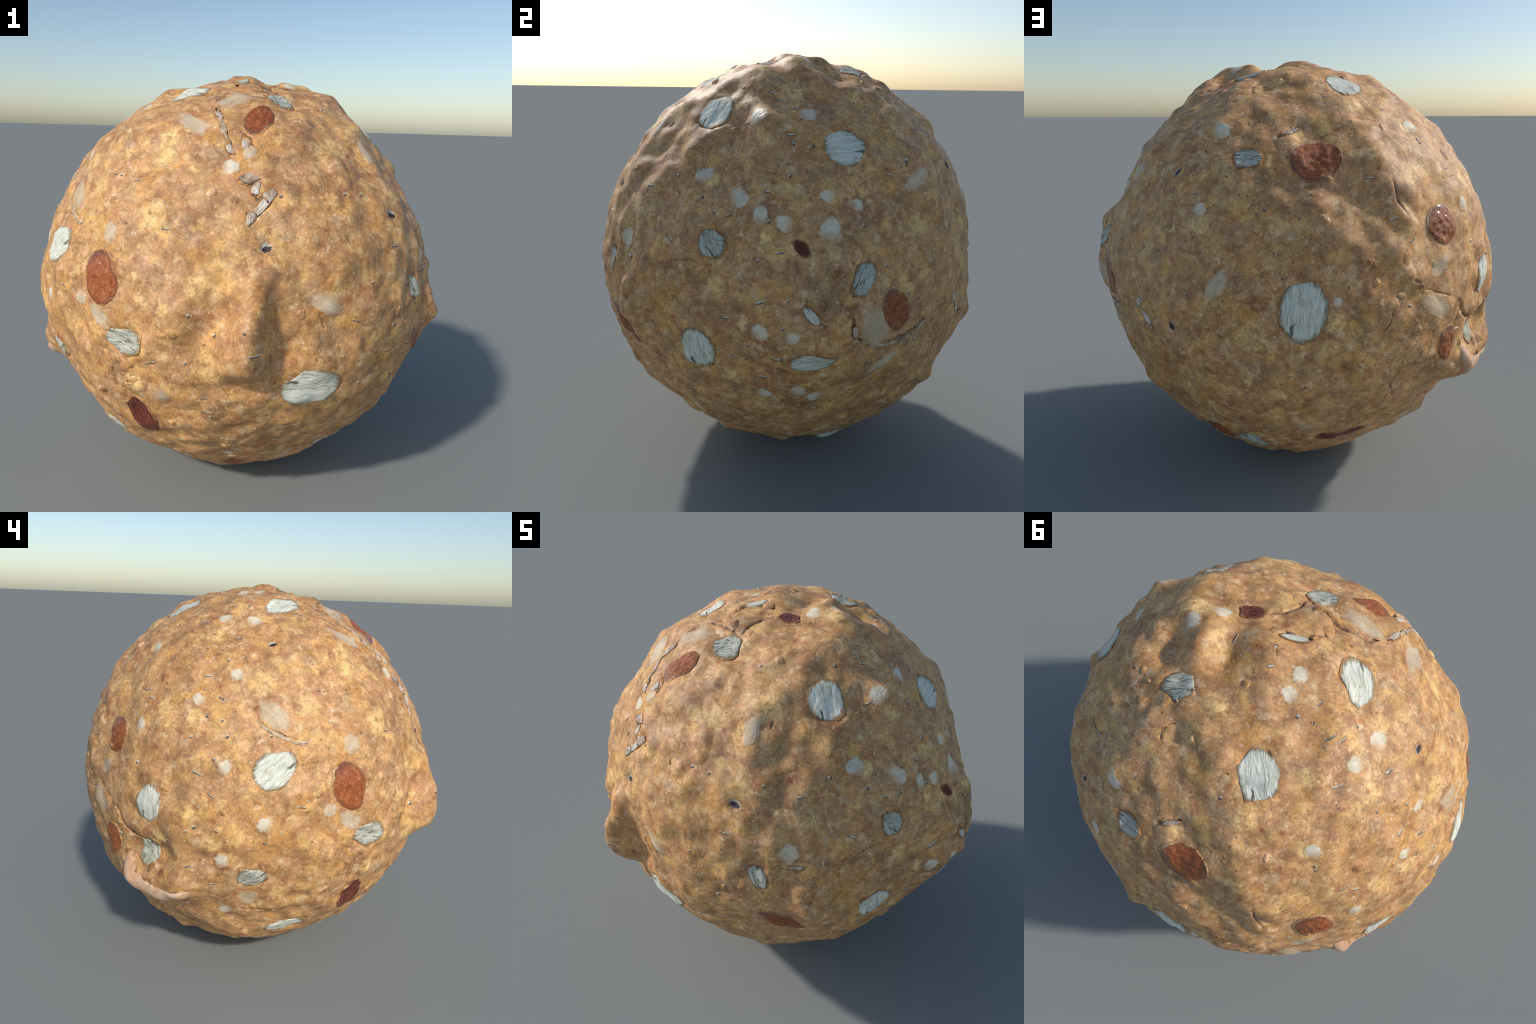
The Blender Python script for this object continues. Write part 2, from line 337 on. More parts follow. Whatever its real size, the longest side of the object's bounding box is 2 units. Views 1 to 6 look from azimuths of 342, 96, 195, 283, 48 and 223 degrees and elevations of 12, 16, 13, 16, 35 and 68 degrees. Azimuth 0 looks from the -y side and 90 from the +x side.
# pressed crumbs of dough: thick in the broken hollows, sparse everywhere else
BROKEN_PLACES = [(13.5, 4, 7, 12), (-136, -15, 7, 10), (-88, 74, 9, 9), (164, -17, 6, 8), (-17, 19, 4, 5), (-101, 31, 7, 9), (62, 66, 6, 6), (-20, 9, 6, 5), (127, 5, 7, 7), (95, 4, 4, 4)]
bits = []
for az, el, reach, count in BROKEN_PLACES:
    for _ in range(count):
        bits.append((az + rng.normal(0, 0.6 * reach) / math.cos(math.radians(el)), el + rng.normal(0, 0.6 * reach), rng.uniform(0.028, 0.055)))
while len(bits) < 150:
    v = rng.normal(size=3)
    v /= np.linalg.norm(v)
    bits.append((math.degrees(math.atan2(v[1], v[0])), math.degrees(math.asin(v[2])), rng.uniform(0.022, 0.050)))
press("raisin_shard", RAISIN_SHARDS, 0.0040, 3, 0.005, ragged=0.05, tip=0.7, sink=0.010, sides=(0.75, 1.0, 4), lumps=0.006)
press("raisin", [(a, e, 1.06 * l, 1.08 * w, t) for a, e, l, w, t in RAISINS], 0.0065, 2.2, 0.0015, ragged=0.035, tip=0.35, lumps=0.008)
press("oat_edge", OAT_EDGES, 0.0040, 6, 0.004, ragged=0.05, tip=0.6, layers=0.0012)
press("oat_fragment", [(a, e, 1.12 * l, 1.14 * w, t) for a, e, l, w, t in OAT_FRAGMENTS], 0.0036, 5, 0.004, ragged=0.08, sides=(0.66, 1.0, 5), layers=0.0022)
press("oat_flake", [(a, e, 1.09 * l, 1.10 * w, t) for a, e, l, w, t in OAT_FLAKES], 0.0032, 5, 0.002, ragged=0.04, tip=0.5, sides=(0.78, 1.05, 7), layers=0.0015)


# the crumbs keep clear of everything else that is pressed in
clear = [b for b in bits if all(np.linalg.norm(direction(b[0], b[1]) - p.n) > 0.6 * max(p.half) + 0.5 * b[2] for p in PIECES)]
press("dough_crumb", [(a, e, 1.2 * b, 1.2 * b * rng.uniform(0.6, 0.95), rng.uniform(0, 180)) for a, e, b in clear], 0.0065, 2, 0.0, ragged=0.08, sides=(0.75, 1.05, 5))


def along(line, step=0.006, wander=0.010):
    """directions spaced along a crease, with a slight wander"""
    pts = direction(np.array([p[0] for p in line], float), np.array([p[1] for p in line], float))
    seglen = np.linalg.norm(np.diff(pts, axis=0), axis=1)
    s = np.concatenate([[0], np.cumsum(seglen)])
    t = np.linspace(0, s[-1], max(4, int(s[-1] / step)))
    d = np.stack([np.interp(t, s, pts[:, k]) for k in range(3)], -1)
    for _ in range(2):
        d[1:-1] = 0.5 * d[1:-1] + 0.25 * (d[:-2] + d[2:])
    w = np.stack([gradient_noise(d * 28 + 9 * k, 40 + k) for k in range(3)], -1)
    d = d + wander * w
    return d / np.linalg.norm(d, axis=1)[:, None], t / s[-1]


CREASES = [(along(l), 0.011, 0.010, "dark") for l in DEEP_CREASES] + [(along(l, wander=0.020), 0.010, 0.009, "pale") for l in PALE_CREASES] + [(along(l), 0.006, 0.006, "thin") for l in THIN_CREASES]


def skin_radius(D):
    """the dough itself: lumps, creases and the dents the pieces sit in"""
    r = ball_radius(D)
    for (d, t), depth, wide, kind in CREASES:
        mid = d.mean(0)
        mid /= np.linalg.norm(mid)
        reach = np.arccos(np.clip((d @ mid).min(), -1, 1)) + 4 * wide
        near = np.nonzero(D @ mid > math.cos(reach))[0]
        if len(near) == 0:
            continue
        taper = np.clip(np.minimum(t, 1 - t) * 6, 0.15, 1)
        cut = np.zeros(len(near))
        for k in range(len(d)):
            cut = np.maximum(cut, taper[k] * np.exp(-(2 - 2 * D[near] @ d[k]) / (2 * (0.6 * wide) ** 2)))
        r[near] -= depth * cut
    for p in PIECES:
        if p.kind in ("pale_crumb", "nut_slice", "nut_chip", "dough_crumb"):
            continue
        near = np.nonzero(D @ p.n > math.cos(1.5 * max(p.half)))[0]
        if len(near):
            r[near] -= p.dent(D[near])
    return r


def ribbon(d, t, width, lift, surface, hump=0.0, rough=1.5):
    """a tapering strip that follows a crease; returns points and faces"""
    tang = np.gradient(d, axis=0)
    side = np.cross(d, tang)
    side /= np.linalg.norm(side, axis=1)[:, None]
    across = np.array([-1.1, -1.0, -0.6, -0.2, 0.2, 0.6, 1.0, 1.1])
    wob = np.clip(1 + rough * gradient_noise(d * 34, 77), 0.25, 2)
    w = width * np.sin(np.pi * np.clip(t, 0.02, 0.98)) ** 0.5 * wob
    D = d[:, None, :] + (across[None, :] * w[:, None] / 2)[..., None] * side[:, None, :]
    D = (D / np.linalg.norm(D, axis=2)[..., None]).reshape(-1, 3)
    ends = np.clip(np.minimum(t, 1 - t) * 10, 0, 1)[:, None]
    up = np.where(np.abs(across) > 1.05, -0.01, (lift + hump * (1 - across ** 2)) * ends - 0.004 * (1 - ends)).ravel()
    P = CENTRE + D * (surface(D) + up)[:, None]
    m = len(across)
    faces = [(i * m + j, (i + 1) * m + j, (i + 1) * m + j + 1, i * m + j + 1) for i in range(len(d) - 1) for j in range(m - 1)]
    return P, faces

LEVEL = 9


# ------------------------------------------------------------------ materials
import bpy
import bmesh
from mathutils import Matrix


class Nodes:
    """small helper for writing node trees as expressions"""

    def __init__(self, tree):
        self.t = tree

    def new(self, kind, **props):
        n = self.t.nodes.new(kind)
        for k, v in props.items():
            setattr(n, k, v)
        return n

    def put(self, socket, v):
        if hasattr(v, "is_output"):
            self.t.links.new(v, socket)
        elif v is not None:
            socket.default_value = v if not isinstance(v, tuple) or len(v) != 3 or socket.type != "RGBA" else (*v, 1)

    def math(self, op, a, b=None, clamp=False):
        n = self.new("ShaderNodeMath", operation=op, use_clamp=clamp)
        self.put(n.inputs[0], a)
        self.put(n.inputs[1], b)
        return n.outputs[0]

    def vec(self, op, a, b=None):
        n = self.new("ShaderNodeVectorMath", operation=op)
        self.put(n.inputs[0], a)
        self.put(n.inputs[1], b)
        return n.outputs["Value"] if op in ("LENGTH", "DISTANCE") else n.outputs[0]

    def scale(self, a, s):
        n = self.new("ShaderNodeVectorMath", operation="SCALE")
        self.put(n.inputs[0], a)
        self.put(n.inputs["Scale"], s)
        return n.outputs[0]

    def noise(self, p, scale, detail=4.0, rough=0.55, colour=False, warp=0.0):
        n = self.new("ShaderNodeTexNoise")
        self.put(n.inputs["Vector"], p)
        for k, v in (("Scale", scale), ("Detail", detail), ("Roughness", rough), ("Distortion", warp)):
            n.inputs[k].default_value = v
        return n.outputs["Color" if colour else "Fac"]

    def voronoi(self, p, scale):
        n = self.new("ShaderNodeTexVoronoi")
        self.put(n.inputs["Vector"], p)
        n.inputs["Scale"].default_value = scale
        return n.outputs["Distance"], n.outputs["Color"]

    def ramp(self, v, a, b, lo=0.0, hi=1.0):
        n = self.new("ShaderNodeMapRange", interpolation_type="SMOOTHSTEP")
        self.put(n.inputs["Value"], v)
        for k, q in (("From Min", a), ("From Max", b), ("To Min", lo), ("To Max", hi)):
            n.inputs[k].default_value = q
        return n.outputs["Result"]

    def colours(self, v, stops):
        n = self.new("ShaderNodeValToRGB")
        self.put(n.inputs[0], v)
        el = n.color_ramp.elements
        while len(el) < len(stops):
            el.new(0.5)
        for e, (p, c) in zip(el, stops):
            e.position, e.color = p, (*c, 1)
        return n.outputs[0]

    def mix(self, f, a, b, how="MIX"):
        n = self.new("ShaderNodeMix", data_type="RGBA", blend_type=how)
        self.put(n.inputs[0], f)
        self.put(n.inputs[6], a)
        self.put(n.inputs[7], b)
        return n.outputs[2]

    def split(self, v):
        n = self.new("ShaderNodeSeparateXYZ")
        self.put(n.inputs[0], v)
        return n.outputs

    def bump(self, h, strength, dist):
        n = self.new("ShaderNodeBump")
        n.inputs["Strength"].default_value, n.inputs["Distance"].default_value = strength, dist
        self.put(n.inputs["Height"], h)
        return n.outputs[0]


def dough_group():
    """colour and height of the dough skin at a point of the ball, shared by everything that fades into it"""
    g = bpy.data.node_groups.new("dough_skin", "ShaderNodeTree")
    g.interface.new_socket("Color", in_out="OUTPUT", socket_type="NodeSocketColor")
    g.interface.new_socket("Height", in_out="OUTPUT", socket_type="NodeSocketFloat")
    N = Nodes(g)
    pos = N.new("ShaderNodeNewGeometry").outputs["Position"]
    shake = N.vec("SUBTRACT", N.noise(pos, 17, 3, 0.6, colour=True), (0.5, 0.5, 0.5))
    wp = N.vec("ADD", pos, N.scale(shake, 0.07))
    at = lambda v: N.vec("ADD", pos, v)
    col = N.colours(N.noise(pos, 7.0, 5, 0.60), [
        (0.28, DOUGH[0]), (0.42, DOUGH[1]), (0.53, DOUGH[2]), (0.64, DOUGH[3]), (0.78, DOUGH[4])])
    # drifting tints: orange, yellow blots, pinkish, painted dark crumb shadows, red-brown, pale
    col = N.mix(N.ramp(N.noise(at((3, 1, 2)), 7, 3, 0.55), 0.48, 0.66, 0, 0.60), col, (0.70, 0.36, 0.095))
    col = N.mix(N.ramp(N.noise(at((4, 9, 2)), 8.5, 2, 0.5), 0.53, 0.68, 0, 0.85), col, (0.76, 0.445, 0.150))
    col = N.mix(N.ramp(N.noise(at((7, 4, 1)), 11, 3, 0.6), 0.52, 0.68, 0, 0.45), col, (0.66, 0.385, 0.225))
    col = N.mix(N.ramp(N.noise(at((1, 8, 5)), 9, 4, 0.62), 0.54, 0.70, 0, 0.75), col, (0.36, 0.215, 0.112))
    col = N.mix(N.ramp(N.noise(at((9, 2, 7)), 15, 4, 0.6), 0.55, 0.68, 0, 0.65), col, (0.40, 0.175, 0.075))
    col = N.mix(N.ramp(N.noise(at((2, 6, 9)), 24, 3, 0.55), 0.57, 0.70, 0, 0.65), col, (0.80, 0.59, 0.35))

    def stains(table, hard):
        total = None
        for az, el, b in table:
            d = direction(az, el)
            c = tuple(CENTRE + d * ball_radius(d[None])[0])
            m = N.ramp(N.vec("DISTANCE", wp, c), b * 0.72, b * hard)
            total = m if total is None else N.math("MAXIMUM", total, m)
        return total

    grain = N.noise(pos, 34, 3, 0.6)
    soft = N.ramp(grain, 0.20, 0.55)
    col = N.mix(N.math("MULTIPLY", N.math("MULTIPLY", stains(ORANGE_STAINS, 0.1), 0.62), soft), col, (0.74, 0.38, 0.09))
    col = N.mix(N.math("MULTIPLY", N.math("MULTIPLY", stains(YELLOW_STAINS, 0.35), 0.85), soft), col, (0.88, 0.58, 0.24))
    col = N.mix(N.math("MULTIPLY", N.math("MULTIPLY", stains(DARK_BLOTS, 0.1), 0.62), soft), col, (0.23, 0.14, 0.075))
    # loose soft blots of golden crumb and of red-brown bran
    d3, c3 = N.voronoi(wp, 8.5)
    col = N.mix(N.math("MULTIPLY", N.math("MULTIPLY", N.ramp(d3, 0.46, 0.10), N.ramp(N.split(c3)[0], 0.45, 0.65, 0, 0.75)), soft), col, (0.82, 0.51, 0.19))
    d4, c4 = N.voronoi(N.vec("ADD", wp, (2, 5, 1)), 13)
    col = N.mix(N.math("MULTIPLY", N.ramp(d4, 0.40, 0.10), N.ramp(N.split(c4)[1], 0.68, 0.80, 0, 0.60)), col, (0.38, 0.15, 0.07))
    d5, c5 = N.voronoi(N.vec("ADD", wp, (6, 1, 4)), 15)
    col = N.mix(N.math("MULTIPLY", N.ramp(d5, 0.42, 0.12), N.ramp(N.split(c5)[1], 0.70, 0.82, 0, 0.50)), col, (0.80, 0.60, 0.37))
    # crumb texture: a few dark wrinkles, reddish bran, pale and dark points
    wr = N.math("ABSOLUTE", N.math("SUBTRACT", N.noise(wp, 8, 3, 0.55), 0.5))
    wrinkle = N.math("MULTIPLY", N.ramp(wr, 0.020, 0.0), N.ramp(N.noise(pos, 5, 3), 0.50, 0.60))
    col = N.mix(N.math("MULTIPLY", wrinkle, 0.50), col, (0.17, 0.08, 0.04))
    d1, c1 = N.voronoi(at((0, 0, 3)), 46)
    col = N.mix(N.math("MULTIPLY", N.ramp(d1, 0.34, 0.10), N.ramp(N.split(c1)[0], 0.62, 0.76, 0, 0.75)), col, (0.76, 0.56, 0.38))
    d2, c2 = N.voronoi(at((5, 0, 0)), 26)
    col = N.mix(N.math("MULTIPLY", N.ramp(d2, 0.20, 0.05), N.ramp(N.split(c2)[1], 0.78, 0.84, 0, 0.75)), col, (0.11, 0.05, 0.035))
    col = N.mix(N.math("MULTIPLY", N.ramp(d2, 0.50, 0.15), N.ramp(N.split(c2)[2], 0.80, 0.9, 0, 0.5)), col, (0.36, 0.10, 0.045))
    # crumbs of dough: cells of slightly different tone with dark seams here and there
    cell = N.new("ShaderNodeTexVoronoi", feature="SMOOTH_F1")
    cell.inputs["Scale"].default_value = 24
    cell.inputs["Smoothness"].default_value = 0.35
    N.put(cell.inputs["Vector"], wp)
    tone = N.split(cell.outputs["Color"])
    col = N.mix(1.0, col, N.colours(tone[0], [(0.0, (0.86, 0.84, 0.82)), (0.5, (1.0, 1.0, 1.0)), (1.0, (1.12, 1.12, 1.12))]), "MULTIPLY")
    col = N.mix(N.ramp(tone[1], 0.65, 0.95, 0, 0.30), col, (0.80, 0.55, 0.27))
    col = N.mix(N.ramp(tone[2], 0.75, 0.95, 0, 0.40), col, (0.45, 0.22, 0.11))
    seam = N.new("ShaderNodeTexVoronoi", feature="DISTANCE_TO_EDGE")
    seam.inputs["Scale"].default_value = 24
    N.put(seam.inputs["Vector"], wp)
    gap = N.math("MULTIPLY", N.ramp(seam.outputs["Distance"], 0.12, 0.0), N.ramp(N.noise(pos, 7, 3), 0.46, 0.62, 0, 1.0))
    col = N.mix(N.math("MULTIPLY", gap, 0.30), col, (0.22, 0.115, 0.055))
    fine = N.noise(pos, 95, 4, 0.75)
    mid = N.noise(pos, 34, 4, 0.65)
    col = N.mix(1.0, col, N.colours(fine, [(0.27, (0.68, 0.66, 0.64)), (0.5, (0.99, 0.99, 0.99)), (0.73, (1.32, 1.34, 1.36))]), "MULTIPLY")
    col = N.mix(1.0, col, N.colours(mid, [(0.27, (0.76, 0.73, 0.70)), (0.5, (1.0, 1.0, 1.0)), (0.73, (1.22, 1.23, 1.25))]), "MULTIPLY")
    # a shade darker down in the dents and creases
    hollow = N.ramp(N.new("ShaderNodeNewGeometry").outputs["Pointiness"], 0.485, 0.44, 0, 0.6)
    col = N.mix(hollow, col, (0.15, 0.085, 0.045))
    broad = N.noise(pos, 2.6, 3, 0.6)
    col = N.mix(1.0, col, N.colours(broad, [(0.3, (0.94, 0.91, 0.87)), (0.7, (1.07, 1.045, 1.0))]), "MULTIPLY")
    h = N.math("ADD", N.math("ADD", N.math("MULTIPLY", fine, 0.25), N.math("MULTIPLY", mid, 0.9)), N.math("MULTIPLY", N.math("ADD", wrinkle, gap), -0.7))
    out = N.new("NodeGroupOutput")
    g.links.new(col, out.inputs["Color"])
    g.links.new(h, out.inputs["Height"])
    return g


DOUGH = [(0.34, 0.165, 0.066), (0.50, 0.258, 0.104), (0.60, 0.322, 0.130), (0.66, 0.37, 0.165), (0.72, 0.45, 0.24)]


def material(name, build):
    m = bpy.data.materials.new(name)
    m.use_nodes = True
    t = m.node_tree
    t.nodes.clear()
    N = Nodes(t)
    bsdf = t.nodes.new("ShaderNodeBsdfPrincipled")
    out = t.nodes.new("ShaderNodeOutputMaterial")
    t.links.new(bsdf.outputs[0], out.inputs[0])
    grp = t.nodes.new("ShaderNodeGroup")
    grp.node_tree = SKIN
    for k, v in build(N, grp.outputs).items():
        N.put(bsdf.inputs[k], v)
    return m


def local(N):
    """the piece's own coordinates (its outline lies near length 1) plus a per-piece shift for its noises"""
    p = N.new("ShaderNodeTexCoord").outputs["Object"]
    r = N.new("ShaderNodeObjectInfo").outputs["Random"]
    shift = N.new("ShaderNodeCombineXYZ")
    N.put(shift.inputs[2], N.math("MULTIPLY", r, 40.0))
    flat = N.vec("MULTIPLY", p, (1.0, 1.0, 0.0))
    return flat, N.vec("ADD", flat, shift.outputs[0]), N.vec("LENGTH", flat), r


def mat_dough(N, skin):
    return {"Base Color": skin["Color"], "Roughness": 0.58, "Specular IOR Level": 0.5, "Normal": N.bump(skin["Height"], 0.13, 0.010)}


def mat_dough_crumb(N, skin):
    p, q, r, rnd = local(N)
    tint = N.colours(rnd, [(0.0, (0.62, 0.55, 0.50)), (0.4, (0.88, 0.82, 0.76)), (0.7, (1.05, 1.05, 1.05)), (1.0, (1.25, 1.32, 1.5))])
    col = N.mix(N.ramp(r, 0.95, 0.55), skin["Color"], N.mix(1.0, skin["Color"], tint, "MULTIPLY"))
    return {"Base Color": col, "Roughness": 0.58, "Normal": N.bump(skin["Height"], 0.15, 0.010)}


def oat(N, skin, green, contrast, light, torn=0.0):
    p, q, r, rnd = local(N)
    bend = N.vec("ADD", q, N.scale(N.vec("SUBTRACT", N.noise(q, 1.6, 2, colour=True), (0.5, 0.5, 0.5)), 0.45))
    s = N.vec("MULTIPLY", bend, (0.9, 14.0, 1.0))
    fibre = N.noise(s, 1.5, 5, 0.66)
    col = N.colours(fibre, [(0.30, (0.27, 0.25, 0.17)), (0.41, (0.50, 0.49, 0.38)), (0.48, (0.74, 0.74, 0.66)), (0.62, (0.84, 0.84, 0.78))])
    col = N.mix(contrast, (0.78, 0.78, 0.71), col)
    col = N.mix(N.ramp(N.noise(q, 2.0, 4), 0.52, 0.72, 0, green), col, (0.40, 0.41, 0.27))
    x, y, z = N.split(p)
    germ = N.math("MULTIPLY", N.ramp(N.noise(q, 5, 4, 0.6), 0.56, 0.68), N.ramp(N.vec("DISTANCE", p, (0.30, -0.05, 0)), 0.5, 0.1))
    col = N.mix(N.math("MULTIPLY", germ, 0.75), col, (0.50, 0.33, 0.12))
    if torn:
        tear = N.math("MULTIPLY", N.ramp(N.noise(N.vec("MULTIPLY", bend, (1.2, 4.5, 1.0)), 1.7, 4, 0.6), 0.54, 0.62), torn)
        col = N.mix(tear, col, (0.14, 0.12, 0.065))
        col = N.mix(N.ramp(N.noise(q, 3.0, 3), 0.60, 0.68, 0, 0.6), col, (0.55, 0.28, 0.12))
    col = N.mix(1.0, col, (light, light, light * 0.94), "MULTIPLY")
    wob = N.math("MULTIPLY", N.math("SUBTRACT", N.noise(q, 4, 4), 0.5), 0.30)
    slit = N.math("MULTIPLY", N.ramp(N.math("ABSOLUTE", N.math("SUBTRACT", N.math("ADD", y, wob), 0.34)), 0.085, 0.03), N.ramp(x, -0.35, -0.5))
    col = N.mix(N.math("MULTIPLY", slit, 0.85), col, (0.085, 0.08, 0.05))
    chip = N.math("SUBTRACT", N.noise(N.vec("MULTIPLY", q, (2.2, 6.0, 1.0)), 1.6, 5, 0.65), 0.5)
    edge = N.math("ADD", r, N.math("MULTIPLY", chip, 0.62 + 0.25 * torn))
    col = N.mix(N.ramp(edge, 0.74, 0.90, 0, 0.75), col, (0.23, 0.18, 0.10))
    gone = N.ramp(edge, 0.88, 0.93)
    col = N.mix(gone, col, N.mix(0.55, skin["Color"], (0.17, 0.10, 0.05)))
    col = N.mix(N.ramp(edge, 0.93, 1.10), col, skin["Color"])
    return {"Base Color": col, "Roughness": 0.62, "Specular IOR Level": 0.3, "Normal": N.bump(N.math("SUBTRACT", fibre, slit), 0.55, 0.006)}


def mat_oat(N, skin):
    return oat(N, skin, 0.40, 1.0, 1.04)


def mat_oat_fragment(N, skin):
    return oat(N, skin, 0.95, 1.0, 0.80, 0.8)


def mat_raisin(N, skin):
    p, q, r, rnd = local(N)
    grain = N.noise(q, 6.5, 5, 0.7)
    col = N.colours(grain, [(0.28, (0.22, 0.042, 0.010)), (0.44, (0.38, 0.090, 0.019)), (0.58, (0.48, 0.14, 0.032)), (0.70, (0.60, 0.26, 0.10)), (0.80, (0.78, 0.50, 0.32))])
    x, y, z = N.split(p)
    col = N.mix(N.ramp(x, -0.5, -1.0, 0, 0.55), col, (0.07, 0.025, 0.015))
    d, c = N.voronoi(q, 13)
    glint = N.math("MULTIPLY", N.ramp(d, 0.35, 0.1), N.ramp(N.split(c)[0], 0.6, 0.8))
    wob = N.math("MULTIPLY", N.math("SUBTRACT", N.noise(q, 4, 3), 0.5), 0.5)
    edge = N.math("ADD", r, N.math("MULTIPLY", wob, 0.7))
    col = N.mix(N.ramp(edge, 0.80, 0.93, 0, 0.7), col, (0.20, 0.075, 0.03))
    col = N.mix(N.ramp(edge, 0.90, 1.0), col, skin["Color"])
    return {"Base Color": col, "Roughness": N.ramp(x, -0.35, -0.65, 0.42, 0.18), "Coat Weight": N.ramp(x, -0.35, -0.65, 0.15, 0.6), "Coat Roughness": 0.08,
            "Normal": N.bump(N.math("ADD", grain, glint), 0.9, 0.010)}


def mat_raisin_shard(N, skin):
    p, q, r, rnd = local(N)
    grain = N.noise(N.vec("MULTIPLY", q, (1, 2.5, 1)), 4.0, 5, 0.7)
    col = N.colours(grain, [(0.30, (0.05, 0.010, 0.008)), (0.48, (0.21, 0.042, 0.022)), (0.60, (0.25, 0.075, 0.045)), (0.75, (0.38, 0.22, 0.18))])
    fade = N.ramp(N.math("ADD", r, N.math("MULTIPLY", N.math("SUBTRACT", N.noise(q, 4, 3), 0.5), 0.5)), 0.85, 1.02)
    return {"Base Color": N.mix(fade, col, skin["Color"]), "Roughness": 0.40, "Normal": N.bump(grain, 0.7, 0.010)}


def soft_piece(inner, outer, tone, tone2, level, oneside=False):
    def build(N, skin):
        p, q, r, rnd = local(N)
        wob = N.math("MULTIPLY", N.math("SUBTRACT", N.noise(q, 2.2, 4), 0.5), 1.0)
        m = N.ramp(N.math("ADD", r, wob), outer, inner, 0, level)
        if oneside:  # crisp on one side, melting into the dough on the other
            m = N.math("MULTIPLY", N.ramp(N.math("ADD", r, wob), 0.98, 0.62, 0, level), N.ramp(N.split(p)[0], -0.95, 0.15))
        col = N.mix(N.ramp(N.noise(q, 1.8, 4, 0.6), 0.35, 0.65), tone, tone2)
        fine = N.colours(N.noise(q, 9, 4, 0.7), [(0.3, (0.86, 0.86, 0.85)), (0.7, (1.1, 1.1, 1.1))])
        return {"Base Color": N.mix(m, skin["Color"], N.mix(1.0, col, fine, "MULTIPLY")), "Roughness": 0.5, "Specular IOR Level": 0.42,
                "Normal": N.bump(skin["Height"], 0.2, 0.008)}
    return build


def mat_seed(N, skin):
    p, q, r, rnd = local(N)
    x, y, z = N.split(p)
    wob = N.math("MULTIPLY", N.math("SUBTRACT", N.noise(q, 3, 4), 0.5), 0.8)
    pale = N.mix(N.ramp(N.noise(q, 4, 3), 0.4, 0.6), (0.42, 0.36, 0.27), (0.66, 0.62, 0.55))
    col = N.mix(N.ramp(N.math("ADD", N.vec("DISTANCE", N.vec("MULTIPLY", p, (1.0, 1.35, 0)), (0.10, -0.30, 0)), wob), 0.82, 0.62), pale, (0.030, 0.019, 0.022))
    col = N.mix(N.ramp(N.math("ADD", r, wob), 0.62, 0.86), col, skin["Color"])
    return {"Base Color": col, "Roughness": 0.45, "Normal": N.bump(N.noise(q, 4, 4), 0.6, 0.006)}


def mat_nut_skin(N, skin):
    pos = N.new("ShaderNodeNewGeometry").outputs["Position"]
    n = N.noise(pos, 16, 4, 0.5, warp=0.8)
    col = N.colours(n, [(0.35, (0.54, 0.30, 0.17)), (0.5, (0.64, 0.39, 0.235)), (0.65, (0.73, 0.53, 0.37))])
    return {"Base Color": col, "Roughness": 0.5, "Normal": N.bump(n, 0.2, 0.006)}


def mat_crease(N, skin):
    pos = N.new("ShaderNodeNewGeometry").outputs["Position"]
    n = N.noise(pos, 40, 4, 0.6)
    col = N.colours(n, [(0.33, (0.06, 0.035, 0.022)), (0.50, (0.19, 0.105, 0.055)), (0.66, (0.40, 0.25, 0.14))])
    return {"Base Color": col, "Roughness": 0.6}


def mat_torn_flake(N, skin):
    pos = N.new("ShaderNodeNewGeometry").outputs["Position"]
    p, q, r, rnd = local(N)
    n = N.noise(pos, 22, 3, 0.5)
    col = N.colours(n, [(0.30, (0.22, 0.14, 0.09)), (0.46, (0.52, 0.39, 0.28)), (0.66, (0.72, 0.64, 0.54))])
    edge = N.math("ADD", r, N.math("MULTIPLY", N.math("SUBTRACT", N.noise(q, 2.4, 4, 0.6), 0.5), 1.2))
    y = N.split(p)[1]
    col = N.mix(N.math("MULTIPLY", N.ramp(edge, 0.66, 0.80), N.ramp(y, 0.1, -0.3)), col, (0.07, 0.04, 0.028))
    return {"Base Color": N.mix(N.ramp(edge, 0.80, 0.98), col, skin["Color"]), "Roughness": 0.5, "Normal": N.bump(skin["Height"], 0.2, 0.01)}


def mat_skin_rim(N, skin):
    pos = N.new("ShaderNodeNewGeometry").outputs["Position"]
    col = N.colours(N.noise(pos, 34, 4, 0.6), [(0.34, (0.24, 0.15, 0.08)), (0.48, (0.46, 0.32, 0.18)), (0.64, (0.62, 0.49, 0.34))])
    return {"Base Color": col, "Roughness": 0.5}


def mat_bran(N, skin):
    pos = N.new("ShaderNodeNewGeometry").outputs["Position"]
    col = N.colours(N.noise(pos, 60, 3, 0.6), [(0.38, (0.20, 0.16, 0.10)), (0.5, (0.55, 0.50, 0.38)), (0.62, (0.72, 0.68, 0.56))])
    return {"Base Color": col, "Roughness": 0.45}


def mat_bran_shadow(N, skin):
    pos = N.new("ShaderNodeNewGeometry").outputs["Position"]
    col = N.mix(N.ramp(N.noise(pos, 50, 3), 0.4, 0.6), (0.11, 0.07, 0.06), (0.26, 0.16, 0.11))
    return {"Base Color": col, "Roughness": 0.6}


